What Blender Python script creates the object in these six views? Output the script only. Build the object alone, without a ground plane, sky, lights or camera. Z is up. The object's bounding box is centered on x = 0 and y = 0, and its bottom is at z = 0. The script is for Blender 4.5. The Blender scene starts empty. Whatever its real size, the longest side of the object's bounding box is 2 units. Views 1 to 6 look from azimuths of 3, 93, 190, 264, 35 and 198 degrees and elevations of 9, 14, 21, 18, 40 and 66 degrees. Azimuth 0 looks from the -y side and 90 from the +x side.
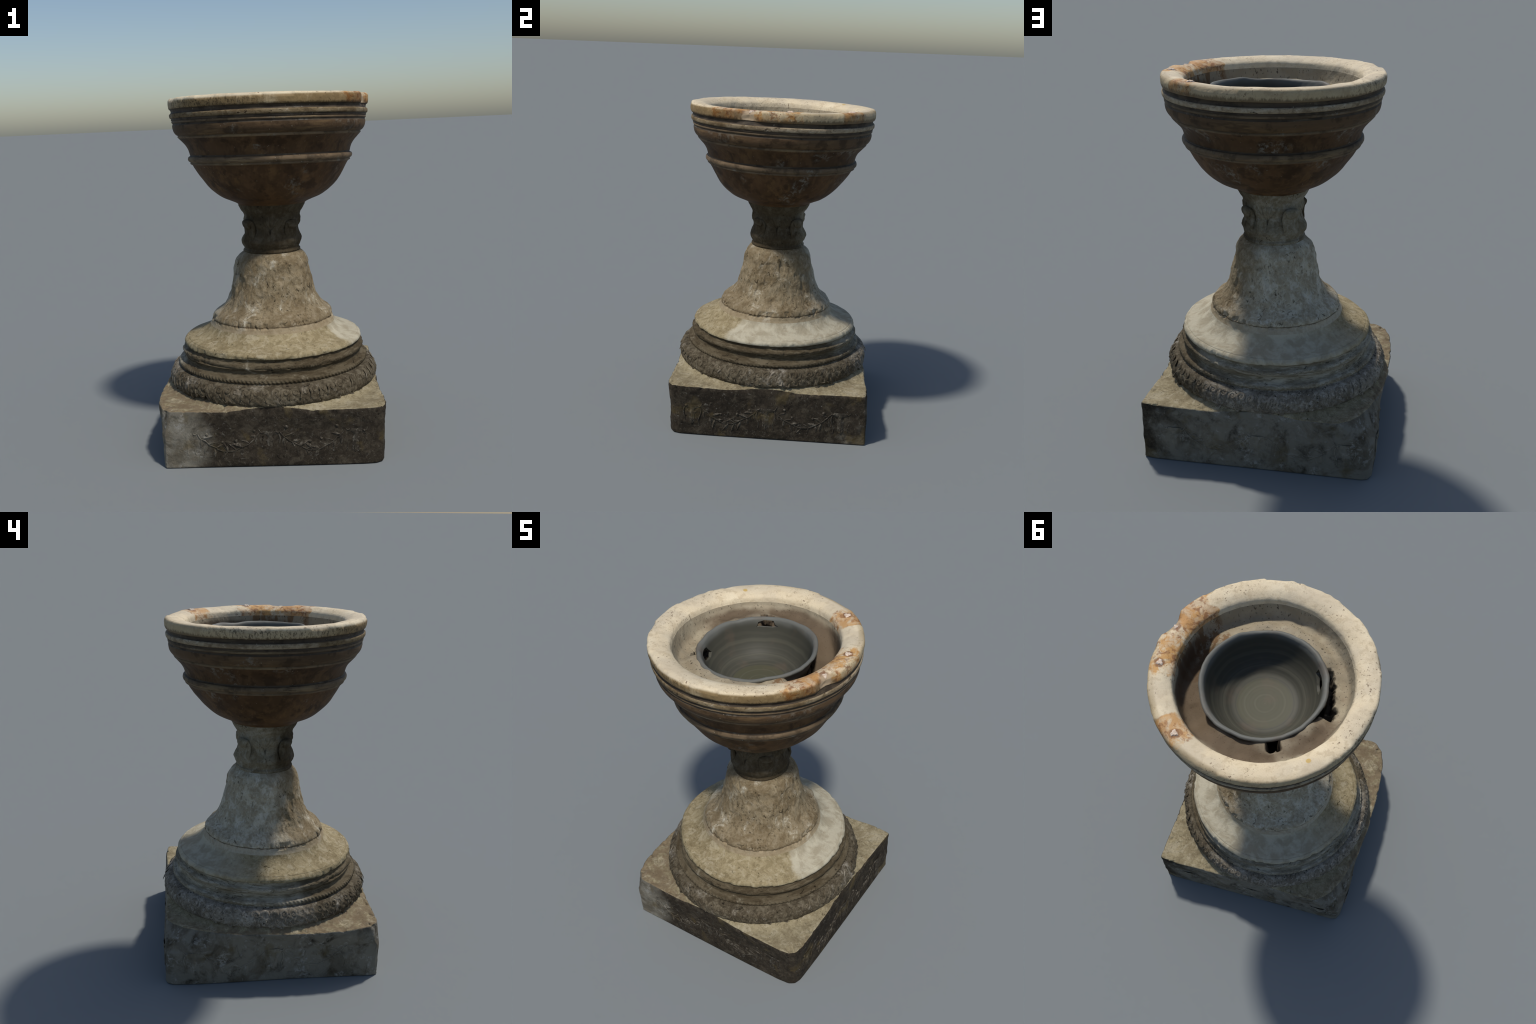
"""A weathered marble font: moulded cup with a grey ceramic bowl inside, crocket capital,
flaring shaft, moulded round base with a carved torus, square plinth with ox-skull garlands."""
import bpy, bmesh, math
import numpy as np
from mathutils import Vector, Matrix

rng = np.random.default_rng(11)
TAU = 2 * math.pi

# ------------------------------------------------------------------ noise for geometry

def _hash(i, j, k, seed):
    n = (i * 374761393 + j * 668265263 + k * 2147483647 + seed * 974711) & 0xFFFFFFFF
    n = ((n ^ (n >> 13)) * 1274126177) & 0xFFFFFFFF
    n = ((n ^ (n >> 16)) * 2246822519) & 0xFFFFFFFF
    return ((n ^ (n >> 15)) & 0xFFFFFF) / 0xFFFFFF * 2 - 1


def vnoise(p, seed=0):
    p = np.asarray(p, float)
    i = np.floor(p).astype(np.int64)
    f = p - i
    f = f * f * f * (f * (f * 6 - 15) + 10)
    out = 0
    for a in (0, 1):
        for b in (0, 1):
            for c in (0, 1):
                w = (f[..., 0] if a else 1 - f[..., 0]) * (f[..., 1] if b else 1 - f[..., 1]) * (f[..., 2] if c else 1 - f[..., 2])
                out = out + w * _hash(i[..., 0] + a, i[..., 1] + b, i[..., 2] + c, seed)
    return out


def fbm(p, freq, octaves=3, seed=0):
    p = np.asarray(p, float)
    out, amp = 0, 1.0
    for o in range(octaves):
        out = out + amp * vnoise(p * freq * 2 ** o + 17.3 * o, seed + o)
        amp *= 0.5
    return out


def smooth(a, b, x):
    t = np.clip((np.asarray(x, float) - a) / (b - a), 0, 1)
    return t * t * (3 - 2 * t)


def angdiff(t, deg):
    """degrees between angle t (radians) and deg, wrapped"""
    return (np.degrees(t) - deg + 180) % 360 - 180


def sector(t, a, b, soft):
    """1 inside the arc a..b degrees, fading over soft degrees"""
    mid, half = (a + b) / 2, (b - a) / 2
    return 1 - smooth(half - soft, half + soft, np.abs(angdiff(t, mid)))

# ------------------------------------------------------------------ object helpers

def link(ob, parent=None):
    bpy.context.scene.collection.objects.link(ob)
    if parent is not None:
        ob.parent = parent
    return ob


def empty(name):
    e = bpy.data.objects.new(name, None)
    e.empty_display_size = 0.2
    return link(e)


def mesh_from(name, verts, faces, mat=None, normals=None, sharp=None):
    me = bpy.data.meshes.new(name)
    me.from_pydata([tuple(v) for v in verts], [], faces)
    me.validate()
    me.shade_smooth()
    if sharp is not None:
        me.set_sharp_from_angle(angle=math.radians(sharp))
    if mat:
        me.materials.append(mat)
    if normals is not None:
        me.normals_split_custom_set_from_vertices([tuple(n) for n in normals])
    return me


def grid_part(name, P, Nrm, mat, parent, wrap=True):
    """mesh object from a (rows, columns, 3) grid with given vertex normals"""
    m, n = P.shape[:2]
    idx = np.arange(m * n).reshape(m, n)
    nxt = np.roll(idx, -1, axis=1)
    a, b, c, d = idx[:-1], nxt[:-1], nxt[1:], idx[1:]
    if not wrap:
        a, b, c, d = a[:, :-1], b[:, :-1], c[:, :-1], d[:, :-1]
    faces = np.stack([a, b, c, d], -1).reshape(-1, 4)
    me = bpy.data.meshes.new(name)
    me.vertices.add(m * n)
    me.vertices.foreach_set("co", P.reshape(-1).astype(np.float32))
    me.loops.add(faces.size)
    me.loops.foreach_set("vertex_index", faces.reshape(-1).astype(np.int32))
    me.polygons.add(len(faces))
    me.polygons.foreach_set("loop_start", np.arange(0, faces.size, 4, dtype=np.int32))
    me.update(calc_edges=True)
    me.shade_smooth()
    me.materials.append(mat)
    me.normals_split_custom_set_from_vertices(Nrm.reshape(-1, 3).tolist())
    return link(bpy.data.objects.new(name, me), parent)


def grid_normals(P, wrap=True):
    if wrap:
        du = np.roll(P, -1, 1) - np.roll(P, 1, 1)
    else:
        du = np.gradient(P, axis=1)
    dv = np.gradient(P, axis=0)
    n = np.cross(du, dv)
    n /= np.linalg.norm(n, axis=-1, keepdims=True) + 1e-12
    return n


def catmull(pts, step):
    """resample a profile through its control points, about `step` apart"""
    p = np.asarray(pts, float)
    q = np.vstack([2 * p[0] - p[1], p, 2 * p[-1] - p[-2]])
    out = []
    for i in range(1, len(q) - 2):
        p0, p1, p2, p3 = q[i - 1:i + 3]
        d = [max(np.linalg.norm(b - a), 1e-6) ** 0.5 for a, b in ((p0, p1), (p1, p2), (p2, p3))]
        m1 = (p2 - p1) + d[1] * ((p1 - p0) / d[0] - (p2 - p0) / (d[0] + d[1]))
        m2 = (p2 - p1) + d[1] * ((p3 - p2) / d[2] - (p3 - p1) / (d[1] + d[2]))
        k = max(2, int(np.ceil(np.linalg.norm(p2 - p1) / step)))
        for t in np.arange(k) / k:
            out.append((2 * t ** 3 - 3 * t ** 2 + 1) * p1 + (t ** 3 - 2 * t ** 2 + t) * m1 + (-2 * t ** 3 + 3 * t ** 2) * p2 + (t ** 3 - t ** 2) * m2)
    out.append(p[-1])
    return np.array(out)

# ------------------------------------------------------------------ materials

class Nodes:
    def __init__(self, name, use_position=False):
        self.mat = bpy.data.materials.new(name)
        self.mat.use_nodes = True
        self.t = self.mat.node_tree
        self.t.nodes.clear()
        self.out = self.t.nodes.new("ShaderNodeOutputMaterial")
        self.bsdf = self.t.nodes.new("ShaderNodeBsdfPrincipled")
        self.t.links.new(self.bsdf.outputs[0], self.out.inputs[0])
        if use_position:
            self.co = self.t.nodes.new("ShaderNodeNewGeometry").outputs["Position"]
        else:
            self.co = self.t.nodes.new("ShaderNodeTexCoord").outputs["Object"]

    def new(self, kind, **props):
        n = self.t.nodes.new(kind)
        for k, v in props.items():
            setattr(n, k, v)
        return n

    def put(self, socket, v):
        if isinstance(v, bpy.types.NodeSocket):
            self.t.links.new(v, socket)
        elif isinstance(v, (tuple, list)) and len(v) == 3 and socket.type == "RGBA":
            socket.default_value = (*v, 1)
        else:
            socket.default_value = v

    def math(self, op, a, b=0.0, c=0.0, clamp=False):
        n = self.new("ShaderNodeMath", operation=op, use_clamp=clamp)
        for s, v in zip(n.inputs, (a, b, c)):
            self.put(s, v)
        return n.outputs[0]

    def mapped(self, scale=(1, 1, 1), loc=(0, 0, 0), rot=(0, 0, 0)):
        n = self.new("ShaderNodeMapping")
        self.put(n.inputs[0], self.co)
        n.inputs["Location"].default_value = loc
        n.inputs["Rotation"].default_value = rot
        n.inputs["Scale"].default_value = scale
        return n.outputs[0]

    def noise(self, scale, detail=4, rough=0.55, dist=0.0, stretch=(1, 1, 1), seed=0.0):
        n = self.new("ShaderNodeTexNoise")
        self.put(n.inputs["Vector"], self.mapped(stretch, (seed * 3.17, seed * 1.91, seed * 2.53)))
        n.inputs["Scale"].default_value = scale
        n.inputs["Detail"].default_value = detail
        n.inputs["Roughness"].default_value = rough
        n.inputs["Distortion"].default_value = dist
        return n.outputs["Fac"]

    def voronoi(self, scale, stretch=(1, 1, 1), seed=0.0, feature="F1"):
        n = self.new("ShaderNodeTexVoronoi", feature=feature)
        self.put(n.inputs["Vector"], self.mapped(stretch, (seed, seed * .7, seed * .3)))
        n.inputs["Scale"].default_value = scale
        return n.outputs["Distance"]

    def step(self, v, lo, hi):
        n = self.new("ShaderNodeMapRange", interpolation_type="SMOOTHSTEP")
        self.put(n.inputs[0], v)
        n.inputs[1].default_value, n.inputs[2].default_value = lo, hi
        n.inputs[3].default_value, n.inputs[4].default_value = 0, 1
        if hi < lo:
            n.inputs[1].default_value, n.inputs[2].default_value = hi, lo
            n.inputs[3].default_value, n.inputs[4].default_value = 1, 0
        return n.outputs[0]

    def mix(self, f, a, b, blend="MIX"):
        n = self.new("ShaderNodeMix", data_type="RGBA", blend_type=blend)
        self.put(n.inputs[0], f)
        self.put(n.inputs[6], a)
        self.put(n.inputs[7], b)
        return n.outputs[2]

    def xyz(self):
        n = self.new("ShaderNodeSeparateXYZ")
        self.put(n.inputs[0], self.co)
        return n.outputs

    def arc(self, centre, a, b, soft, wobble=0.0, scale=20):
        """mask: 1 where the compass angle round `centre` lies in a..b degrees"""
        x, y, _ = self.xyz()
        mid, half = math.radians((a + b) / 2), math.radians((b - a) / 2)
        dx, dy = self.math("SUBTRACT", x, centre[0]), self.math("SUBTRACT", y, centre[1])
        u = self.math("ADD", self.math("MULTIPLY", dx, math.cos(mid)), self.math("MULTIPLY", dy, math.sin(mid)))
        v = self.math("SUBTRACT", self.math("MULTIPLY", dy, math.cos(mid)), self.math("MULTIPLY", dx, math.sin(mid)))
        ang = self.math("ABSOLUTE", self.math("ARCTAN2", v, u))
        if wobble:
            ang = self.math("ADD", ang, self.math("MULTIPLY", self.math("SUBTRACT", self.noise(scale, 3), 0.5), math.radians(wobble)))
        return self.step(ang, half + math.radians(soft), half - math.radians(soft))

    def spot(self, centre, r0, r1, wobble=0.0, scale=30):
        n = self.new("ShaderNodeVectorMath", operation="DISTANCE")
        self.put(n.inputs[0], self.co)
        n.inputs[1].default_value = centre
        d = n.outputs["Value"]
        if wobble:
            d = self.math("ADD", d, self.math("MULTIPLY", self.math("SUBTRACT", self.noise(scale, 3), 0.5), wobble))
        return self.step(d, r1, r0)

    def finish(self, colour, rough=0.8, bumps=(), spec=0.12):
        self.put(self.bsdf.inputs["Base Color"], colour)
        self.put(self.bsdf.inputs["Roughness"], rough)
        self.bsdf.inputs["Specular IOR Level"].default_value = spec
        normal = None
        for height, strength, distance in bumps:
            b = self.new("ShaderNodeBump")
            b.inputs["Strength"].default_value = strength
            b.inputs["Distance"].default_value = distance
            self.put(b.inputs["Height"], height)
            if normal is not None:
                self.put(b.inputs["Normal"], normal)
            normal = b.outputs[0]
        if normal is not None:
            self.put(self.bsdf.inputs["Normal"], normal)
        return self.mat


def layered(s, base, layers):
    """colour = base, then each layer (mask, colour, strength) mixed over it"""
    c = base
    for mask, col, k in layers:
        c = s.mix(s.math("MULTIPLY", mask, k) if k != 1 else mask, c, col)
    return c


CUP = (0.037, 0.004)
BASE = (0.008, -0.003)

# holes in the scan's surface beside the bowl, sunk and painted near-black: from angle, to angle, outer radius
SCAN_HOLES = ((174, 212, .352), (167, 178, .380), (109, 118, .362))
MARBLE = (0.65, 0.54, 0.365)
PATINA = (0.068, 0.036, 0.0155)


def mat_rim():
    s = Nodes("worn_cream_marble")
    n1, n2 = s.noise(7, 4, .6), s.noise(26, 5, .65, seed=3)
    fine = s.noise(160, 3, .6, seed=5)
    pits = s.step(s.noise(75, 3, .6, seed=8), .60, .67)
    pitzone = s.step(s.noise(5, 2, .5, seed=21), .46, .58)
    c = layered(s, MARBLE, [
        (s.step(n1, .42, .68), (.71, .61, .43), .8),
        (s.step(n2, .50, .62), (.47, .37, .235), .55),
        (s.step(s.noise(4, 3, .6, seed=27), .46, .60), (.53, .45, .325), .55),
        (s.step(fine, .52, .66), (.5, .4, .27), .35),
        (s.math("MULTIPLY", pits, pitzone), (.17, .115, .07), .85)])
    rust = s.math("MAXIMUM", s.arc(CUP, -41, 13.5, 1.0, 14, 14), s.math("MULTIPLY", s.arc(CUP, 40.5, 60, 1.0, 10, 18), .85))
    rustn = s.step(s.noise(14, 5, .7, 0.6, seed=2), .41, .58)
    c = s.mix(s.math("MULTIPLY", s.math("MULTIPLY", rust, rustn), .86), c, (.52, .27, .075))
    warm = s.step(s.noise(5, 3, .6, seed=15), .42, .60)
    c = s.mix(s.math("MULTIPLY", s.math("MULTIPLY", rust, warm), .45), c, (.40, .20, .075))
    deep = s.step(s.noise(24, 5, .7, 0.8, seed=6), .50, .62)
    c = s.mix(s.math("MULTIPLY", s.math("MULTIPLY", rust, deep), .8), c, (.24, .105, .045))
    # lichen grime on the outer wall, soot beading along its foot
    _, _, z = s.xyz()
    x, y, _ = s.xyz()
    dx, dy = s.math("SUBTRACT", x, CUP[0]), s.math("SUBTRACT", y, CUP[1])
    radius = s.math("SQRT", s.math("ADD", s.math("MULTIPLY", dx, dx), s.math("MULTIPLY", dy, dy)))
    side = s.math("MULTIPLY", s.step(z, 1.990, 1.976), s.step(radius, .535, .55))
    foot = s.step(s.math("ADD", z, s.math("MULTIPLY", s.noise(60, 4, .7, stretch=(1, 1, .35), seed=13), .05)), 1.974, 1.958)
    gr = s.math("MULTIPLY", s.math("MULTIPLY", side, s.arc(CUP, 145, 262, 14, 20)), s.step(s.noise(90, 4, .7, stretch=(1, 1, .5), seed=4), .50, .60))
    c = s.mix(s.math("MULTIPLY", gr, .8), c, (.12, .095, .065))
    c = s.mix(s.math("MULTIPLY", s.math("MULTIPLY", foot, side), .75), c, (.15, .105, .06))
    tone = s.mix(side, (1, 1, 1), (.66, .62, .54))  # outer wall toned darker, after the scan's baked shade
    c = s.mix(1.0, c, tone, "MULTIPLY")
    front_shade = s.math("MULTIPLY", s.math("MULTIPLY", s.arc(CUP, -150, -22, 14, 40, 8), side), s.step(s.noise(10, 5, .65, .5, (1, 1, .6), 23), .22, .46))  # baked shade of the rim's front, painted as a brown tint
    c = s.mix(s.math("MULTIPLY", front_shade, .9), c, (.47, .395, .275), "MULTIPLY")
    for a, r in ((7.5, .524), (52.5, .526), (-17, .533)):
        halo = s.spot((CUP[0] + r * math.cos(math.radians(a)), CUP[1] + r * math.sin(math.radians(a)), 1.985), .020, .033, .022, 40)
        c = s.mix(s.math("MULTIPLY", halo, .8), c, (.17, .075, .035))
    scar = s.spot((CUP[0] + .553 * math.cos(math.radians(-18)), CUP[1] + .553 * math.sin(math.radians(-18)), 1.955), .030, .052, .05, 30)
    c = s.mix(s.math("MULTIPLY", scar, .85), c, (.40, .305, .20))
    spot = s.spot((CUP[0] + .506 * math.cos(math.radians(130.8)), CUP[1] + .506 * math.sin(math.radians(130.8)), 1.99), .011, .016)
    c = s.mix(spot, c, (.52, .36, .13))
    return s.finish(c, .62, [(s.noise(45, 5, .65), .25, .01), (s.math("MULTIPLY", pits, pitzone), -.5, .004)], .2)


def mat_well():
    s = Nodes("basin_wall_marble")
    _, _, z = s.xyz()
    n1, n2 = s.noise(9, 4, .6, seed=1), s.noise(30, 5, .65, seed=3)
    c = layered(s, (.30, .25, .170), [
        (s.step(n1, .42, .66), (.37, .32, .225), .8),
        (s.step(n2, .55, .75), (.25, .19, .125), .6),
        (s.step(s.noise(85, 3, .6, stretch=(1, 1, .35), seed=9), .615, .68), (.07, .055, .04), .9)])
    rust = s.math("MULTIPLY", s.arc(CUP, -43, 4, 1.5, 6, 10), s.step(s.noise(22, 4, .7, stretch=(1, 1, .18), seed=2), .42, .55))
    c = s.mix(s.math("MULTIPLY", rust, .85), c, (.16, .085, .035))
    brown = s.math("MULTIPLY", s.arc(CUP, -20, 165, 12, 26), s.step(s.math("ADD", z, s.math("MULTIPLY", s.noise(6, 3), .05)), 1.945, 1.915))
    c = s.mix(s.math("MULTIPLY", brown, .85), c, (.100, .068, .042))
    x, y, _ = s.xyz()
    dx, dy = s.math("SUBTRACT", x, CUP[0]), s.math("SUBTRACT", y, CUP[1])
    radius = s.math("SQRT", s.math("ADD", s.math("MULTIPLY", dx, dx), s.math("MULTIPLY", dy, dy)))
    radius = s.math("ADD", radius, s.math("MULTIPLY", s.math("SUBTRACT", s.noise(26, 3), .5), .05))
    for a0, a1, r_out in SCAN_HOLES:
        m = s.math("MULTIPLY", s.arc(CUP, a0, a1, 2.5, 12, 24), s.step(radius, r_out + .016, r_out - .004))
        c = s.mix(s.math("MULTIPLY", m, .9), c, (.016, .012, .009))  # near-black paint where the scan has no surface
    return s.finish(c, .75, [(s.noise(50, 5, .65), .3, .01)])


def mat_patina(name, base, seed, light=.5, streak=(1, 1, .35)):
    """brown stained marble with pale worn and lime-splashed spots"""
    s = Nodes(name)
    n1 = s.noise(6, 4, .6, .4, streak, seed)
    n2 = s.noise(22, 5, .65, .3, streak, seed + 2)
    c = layered(s, base, [
        (s.step(n1, .46, .58), tuple(x * 1.6 for x in base), .6),
        (s.step(n2, .50, .62), (base[0] * 1.6, base[1] * 1.65, base[2] * 1.7), .6 * light + .2),
        (s.step(s.noise(11, 4, .65, seed=seed + 5), .50, .62), tuple(x * .5 for x in base), .7),
        (s.math("MULTIPLY", s.step(s.noise(5, 3, .5, seed=seed + 7), .57, .67), s.step(s.noise(38, 5, .75, seed=seed + 8), .47, .60)), (.20, .185, .15), .75 * light + .1),
        (s.math("MULTIPLY", s.step(s.noise(4, 3, .5, seed=seed + 11), .46, .60), s.step(s.noise(16, 5, .7, .3, streak, seed + 12), .48, .60)), (base[0] * 2.2, base[1] * 2.3, base[2] * 2.1), .55),
        (s.step(s.noise(95, 2, .5, seed=seed + 9), .73, .78), (.42, .37, .29), .7)])
    return s.finish(c, .6, [(s.noise(30, 5, .65, seed=seed), .25, .01), (s.noise(140, 3, .6, seed=seed), .12, .003)], .14)


def mat_mottled(name, base, dark, pale, seed, pit=.64, stretch=(1, 1, .55), layers=(), rough=.85, bump=.5, contrast=1.0, use_position=False, freq=1.0):
    """weathered stone: cloudy brown and grey patches, worm-like pitting, pale flecks"""
    s = Nodes(name, use_position)
    n1 = s.noise(5 * freq, 5, .62, .5, stretch, seed)
    n2 = s.noise(17 * freq, 5, .68, .8, stretch, seed + 1)
    n3 = s.noise(60 * freq, 4, .65, .4, stretch, seed + 2)
    pits = s.math("MULTIPLY", s.step(s.noise(42 * freq, 4, .7, 1.2, (stretch[0], stretch[1], stretch[2] * .8), seed + 3), pit, pit + .06), s.step(s.noise(7 * freq, 2, .5, seed=seed + 4), .40, .6))
    c = layered(s, base, [
        (s.step(n1, .46, .58), dark, .55 * contrast),
        (s.step(n2, .50, .60), dark, .60 * contrast),
        (s.step(n2, .47, .38), pale, .70 * contrast),
        (s.step(n3, .53, .63), tuple(x * .75 for x in dark), .50 * contrast),
        (s.step(n3, .45, .36), pale, .45 * contrast),
        (pits, tuple(x * .28 for x in dark), .9)])
    for f in layers:
        c = f(s, c)
    return s.finish(c, rough, [(s.noise(28, 6, .7, .5, stretch, seed + 6), bump, .012), (pits, -bump, .006), (s.noise(120, 3, .65, seed=seed + 7), bump * .35, .004)])


def white_sector(s, c):
    """the cleaned, paler stretch of the base's sloping top, ending at a crack"""
    m = s.math("MULTIPLY", s.arc(BASE, -31, 180, 2.2, 10, 16), s.arc(BASE, -60, 150, 26, 30, 7))
    n = s.step(s.noise(13, 5, .65, .5, seed=31), .38, .62)
    pale = s.mix(n, (.485, .445, .34), (.345, .305, .22))
    vein = s.step(s.noise(34, 5, .7, 1.0, seed=33), .60, .70)
    pale = s.mix(s.math("MULTIPLY", vein, .6), pale, (.22, .18, .13))
    return s.mix(s.math("MULTIPLY", m, .8), c, pale)


def front_soil_shade(colour, strength, lo=-165, hi=62, cover=.46):
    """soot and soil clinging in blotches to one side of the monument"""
    def layer(s, c):
        m = s.math("MULTIPLY", s.arc(BASE, lo, hi, 22, 70, 6), s.step(s.noise(9, 5, .7, .6, seed=35), cover - .17, cover))
        return s.mix(s.math("MULTIPLY", m, strength), c, colour, "MULTIPLY")
    return layer


def flange_dark_line(s, c):  # dark wavy line along the flange's upper edge
    _, _, z = s.xyz()
    d = s.step(s.math("ADD", z, s.math("MULTIPLY", s.noise(34, 4, .7, seed=36), .02)), .7095, .7155)
    return s.mix(s.math("MULTIPLY", d, .8), c, (.085, .062, .04))


def corner_soil(s, c):
    x, y, _ = s.xyz()
    w = s.math("ADD", s.math("ADD", x, s.math("MULTIPLY", y, .55)), s.math("MULTIPLY", s.math("SUBTRACT", s.noise(7, 4, .6, seed=39), .5), .8))
    m = s.math("MULTIPLY", s.step(w, -.25, -.55), s.step(s.noise(15, 4, .65, .5, seed=38), .40, .54))
    return s.mix(s.math("MULTIPLY", m, .7), c, (.15, .108, .066))


def plinth_baked_tone(s, c, tone=(.215, .198, .158)):
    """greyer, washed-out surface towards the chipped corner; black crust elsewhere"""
    x, y, z = s.xyz()
    w = s.math("ADD", s.math("MULTIPLY", x, .55), s.math("MULTIPLY", y, -.55))
    w = s.math("ADD", w, s.math("MULTIPLY", s.math("SUBTRACT", s.noise(6, 4, .6, seed=41), .5), .6))
    pale_side = s.math("MAXIMUM", s.step(w, .05, -.14), s.spot((-.60, -.61, .12), .12, .34, .3, 7))
    patch = s.step(s.noise(9, 5, .7, .6, seed=43), .24, .52)
    c = s.mix(s.math("MULTIPLY", s.math("MULTIPLY", pale_side, patch), .85), c, tone)
    blotch = s.step(s.noise(6, 5, .65, .5, seed=49), .49, .60)
    c = s.mix(s.math("MULTIPLY", s.math("MULTIPLY", blotch, pale_side), .5), c, (.085, .066, .040))
    chalk = s.math("MULTIPLY", s.step(s.noise(11, 4, .6, seed=48), .52, .66), s.step(s.noise(40, 5, .7, .8, seed=46), .46, .58))
    c = s.mix(s.math("MULTIPLY", s.math("MULTIPLY", chalk, pale_side), .7), c, (.33, .32, .285))
    flecks = s.step(s.noise(48, 5, .75, 1.0, seed=44), .60, .67)
    c = s.mix(s.math("MULTIPLY", flecks, .42), c, (.27, .255, .215))
    moss = s.step(s.noise(7, 3, .6, seed=47), .56, .70)
    return s.mix(s.math("MULTIPLY", moss, .45), c, (.115, .085, .035))


def mat_ceramic():
    s = Nodes("grey_glazed_ceramic")
    x, y, z = s.xyz()
    dx, dy = s.math("SUBTRACT", x, .042), s.math("SUBTRACT", y, .005)
    r = s.math("SQRT", s.math("ADD", s.math("MULTIPLY", dx, dx), s.math("MULTIPLY", dy, dy)))
    wob = s.math("ADD", r, s.math("MULTIPLY", s.noise(5, 2), .02))
    ring = s.math("SINE", s.math("MULTIPLY", wob, 330))
    ring2 = s.math("SINE", s.math("MULTIPLY", wob, 120))
    c = s.mix(s.step(ring, .3, 1), (.060, .058, .044), (.068, .065, .049))
    c = s.mix(s.math("MULTIPLY", s.step(r, .155, .14), .7), c, (.085, .082, .048))
    c = s.mix(s.math("MULTIPLY", s.step(ring2, .75, 1), .25), c, (.125, .120, .085))
    c = s.mix(s.step(r, .290, .303), c, (.135, .135, .118))
    c = s.mix(s.math("MULTIPLY", s.step(s.noise(7, 4), .5, .7), .4), c, (.115, .085, .06))
    return s.finish(c, .55, [(ring, .04, .002), (s.noise(60, 4), .08, .004)], .2)


M = {
    "rim": mat_rim(),
    "well": mat_well(),
    "dark_groove": mat_patina("dark_groove_stone", (.050, .037, .025), 3, .35, (.3, .3, 3)),  # darker brown for the narrow grooves between mouldings
    "fillet": mat_mottled("pale_fillet_marble", (.33, .265, .175), (.16, .115, .07), (.42, .36, .265), 5, .60, (.5, .5, 1), (front_soil_shade((.52, .47, .38), .95, -160, -15),)),
    "ovolo": mat_patina("brown_ovolo_stain", (.074, .045, .023), 11, .5, (.35, .35, 2.6)),
    "cove": mat_patina("brown_cove_stain", (.062, .034, .0155), 17, .8),
    "line": mat_patina("rubbed_moulding_stain", (.110, .076, .044), 23, .6, (.35, .35, 2.6)),
    "bowl": mat_patina("brown_bowl_stain", PATINA, 29, .8, (1, 1, .6)),
    "capital": mat_mottled("greened_capital_stone", (.225, .195, .135), (.115, .085, .047), (.33, .31, .255), 37, .60, (1, 1, .8), (front_soil_shade((.30, .26, .21), .95, cover=.36, hi=50),), contrast=.7),
    "crocket": mat_mottled("greened_crocket_stone", (.225, .195, .135), (.115, .085, .047), (.33, .31, .255), 37, .60, (1, 1, .8), (front_soil_shade((.30, .26, .21), .95, cover=.36, hi=50),), contrast=.7, use_position=True),
    "shaft": mat_mottled("pitted_shaft_marble", (.48, .435, .33), (.27, .218, .14), (.58, .545, .45), 51, .575, (1, 1, .8), (front_soil_shade((.49, .42, .325), .95),), bump=.9, contrast=.85),
    "flange": mat_mottled("smooth_flange_marble", (.42, .37, .275), (.30, .245, .165), (.50, .45, .35), 57, .70, (1, 1, 1), (flange_dark_line, front_soil_shade((.66, .58, .46), .85)), bump=.25, contrast=.6),
    "apron": mat_mottled("stained_apron_marble", (.30, .245, .142), (.150, .112, .055), (.42, .365, .25), 61, .60, (1, 1, 1), (white_sector,), contrast=.7),
    "scotia": mat_mottled("front_shaded_scotia_stone", (.31, .28, .21), (.15, .123, .08), (.41, .38, .30), 67, .58, (.4, .4, 2.2), (front_soil_shade((.29, .25, .195), .96, cover=.40),)),  # its front carries the baked shade painted over the stone
    "torus": mat_mottled("carved_torus_stone", (.25, .222, .175), (.12, .10, .073), (.38, .35, .29), 71, .56, (1, 1, 1), (front_soil_shade((.39, .355, .285), .95),), bump=.9),
    "carving": mat_mottled("worn_carving_stone", (.245, .215, .168), (.115, .095, .068), (.38, .345, .285), 73, .58, (1, 1, 1), (front_soil_shade((.39, .355, .285), .95),), use_position=True),
    "plinth": mat_mottled("dark_plinth_stone", (.043, .034, .0235), (.022, .017, .012), (.070, .058, .041), 79, .60, (1, 1, 1), (plinth_baked_tone,)),  # dark tone of the front sides, partly the scan's baked shade
    "plinth_top": mat_mottled("worn_plinth_top_stone", (.275, .232, .142), (.150, .116, .066), (.38, .335, .235), 83, .60, (1, 1, 1), (corner_soil,), contrast=.75),
    "relief": mat_mottled("rubbed_relief_stone", (.062, .052, .038), (.030, .024, .018), (.15, .133, .105), 89, .60, (1, 1, 1), (lambda s, c: plinth_baked_tone(s, c, (.235, .215, .17)),), use_position=True, freq=1.6),
    "ceramic": mat_ceramic(),
}


def mat_mortar():
    s = Nodes("pale_lime_mortar")
    c = s.mix(s.step(s.noise(120, 4, .7), .52, .66), (.66, .54, .43), (.42, .29, .19))
    return s.finish(c, .8, [(s.noise(150, 4), .6, .004)])


M["mortar"] = mat_mortar()

# ------------------------------------------------------------------ the turned stone body

font = empty("stone_font")
font["label"] = "weathered marble font with moulded cup on flaring pedestal"
font["category"] = "stone font"

# centre line: the cup sits a little to +x of the base
CZ = np.array([0.0, 0.45, 0.72, 0.86, 1.10, 1.30, 1.45, 2.1])
CX = np.array([.008, .008, .015, .024, .028, .034, .037, .037])
CY = np.array([-.003, -.003, .000, .006, .003, .001, .003, .004])

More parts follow.
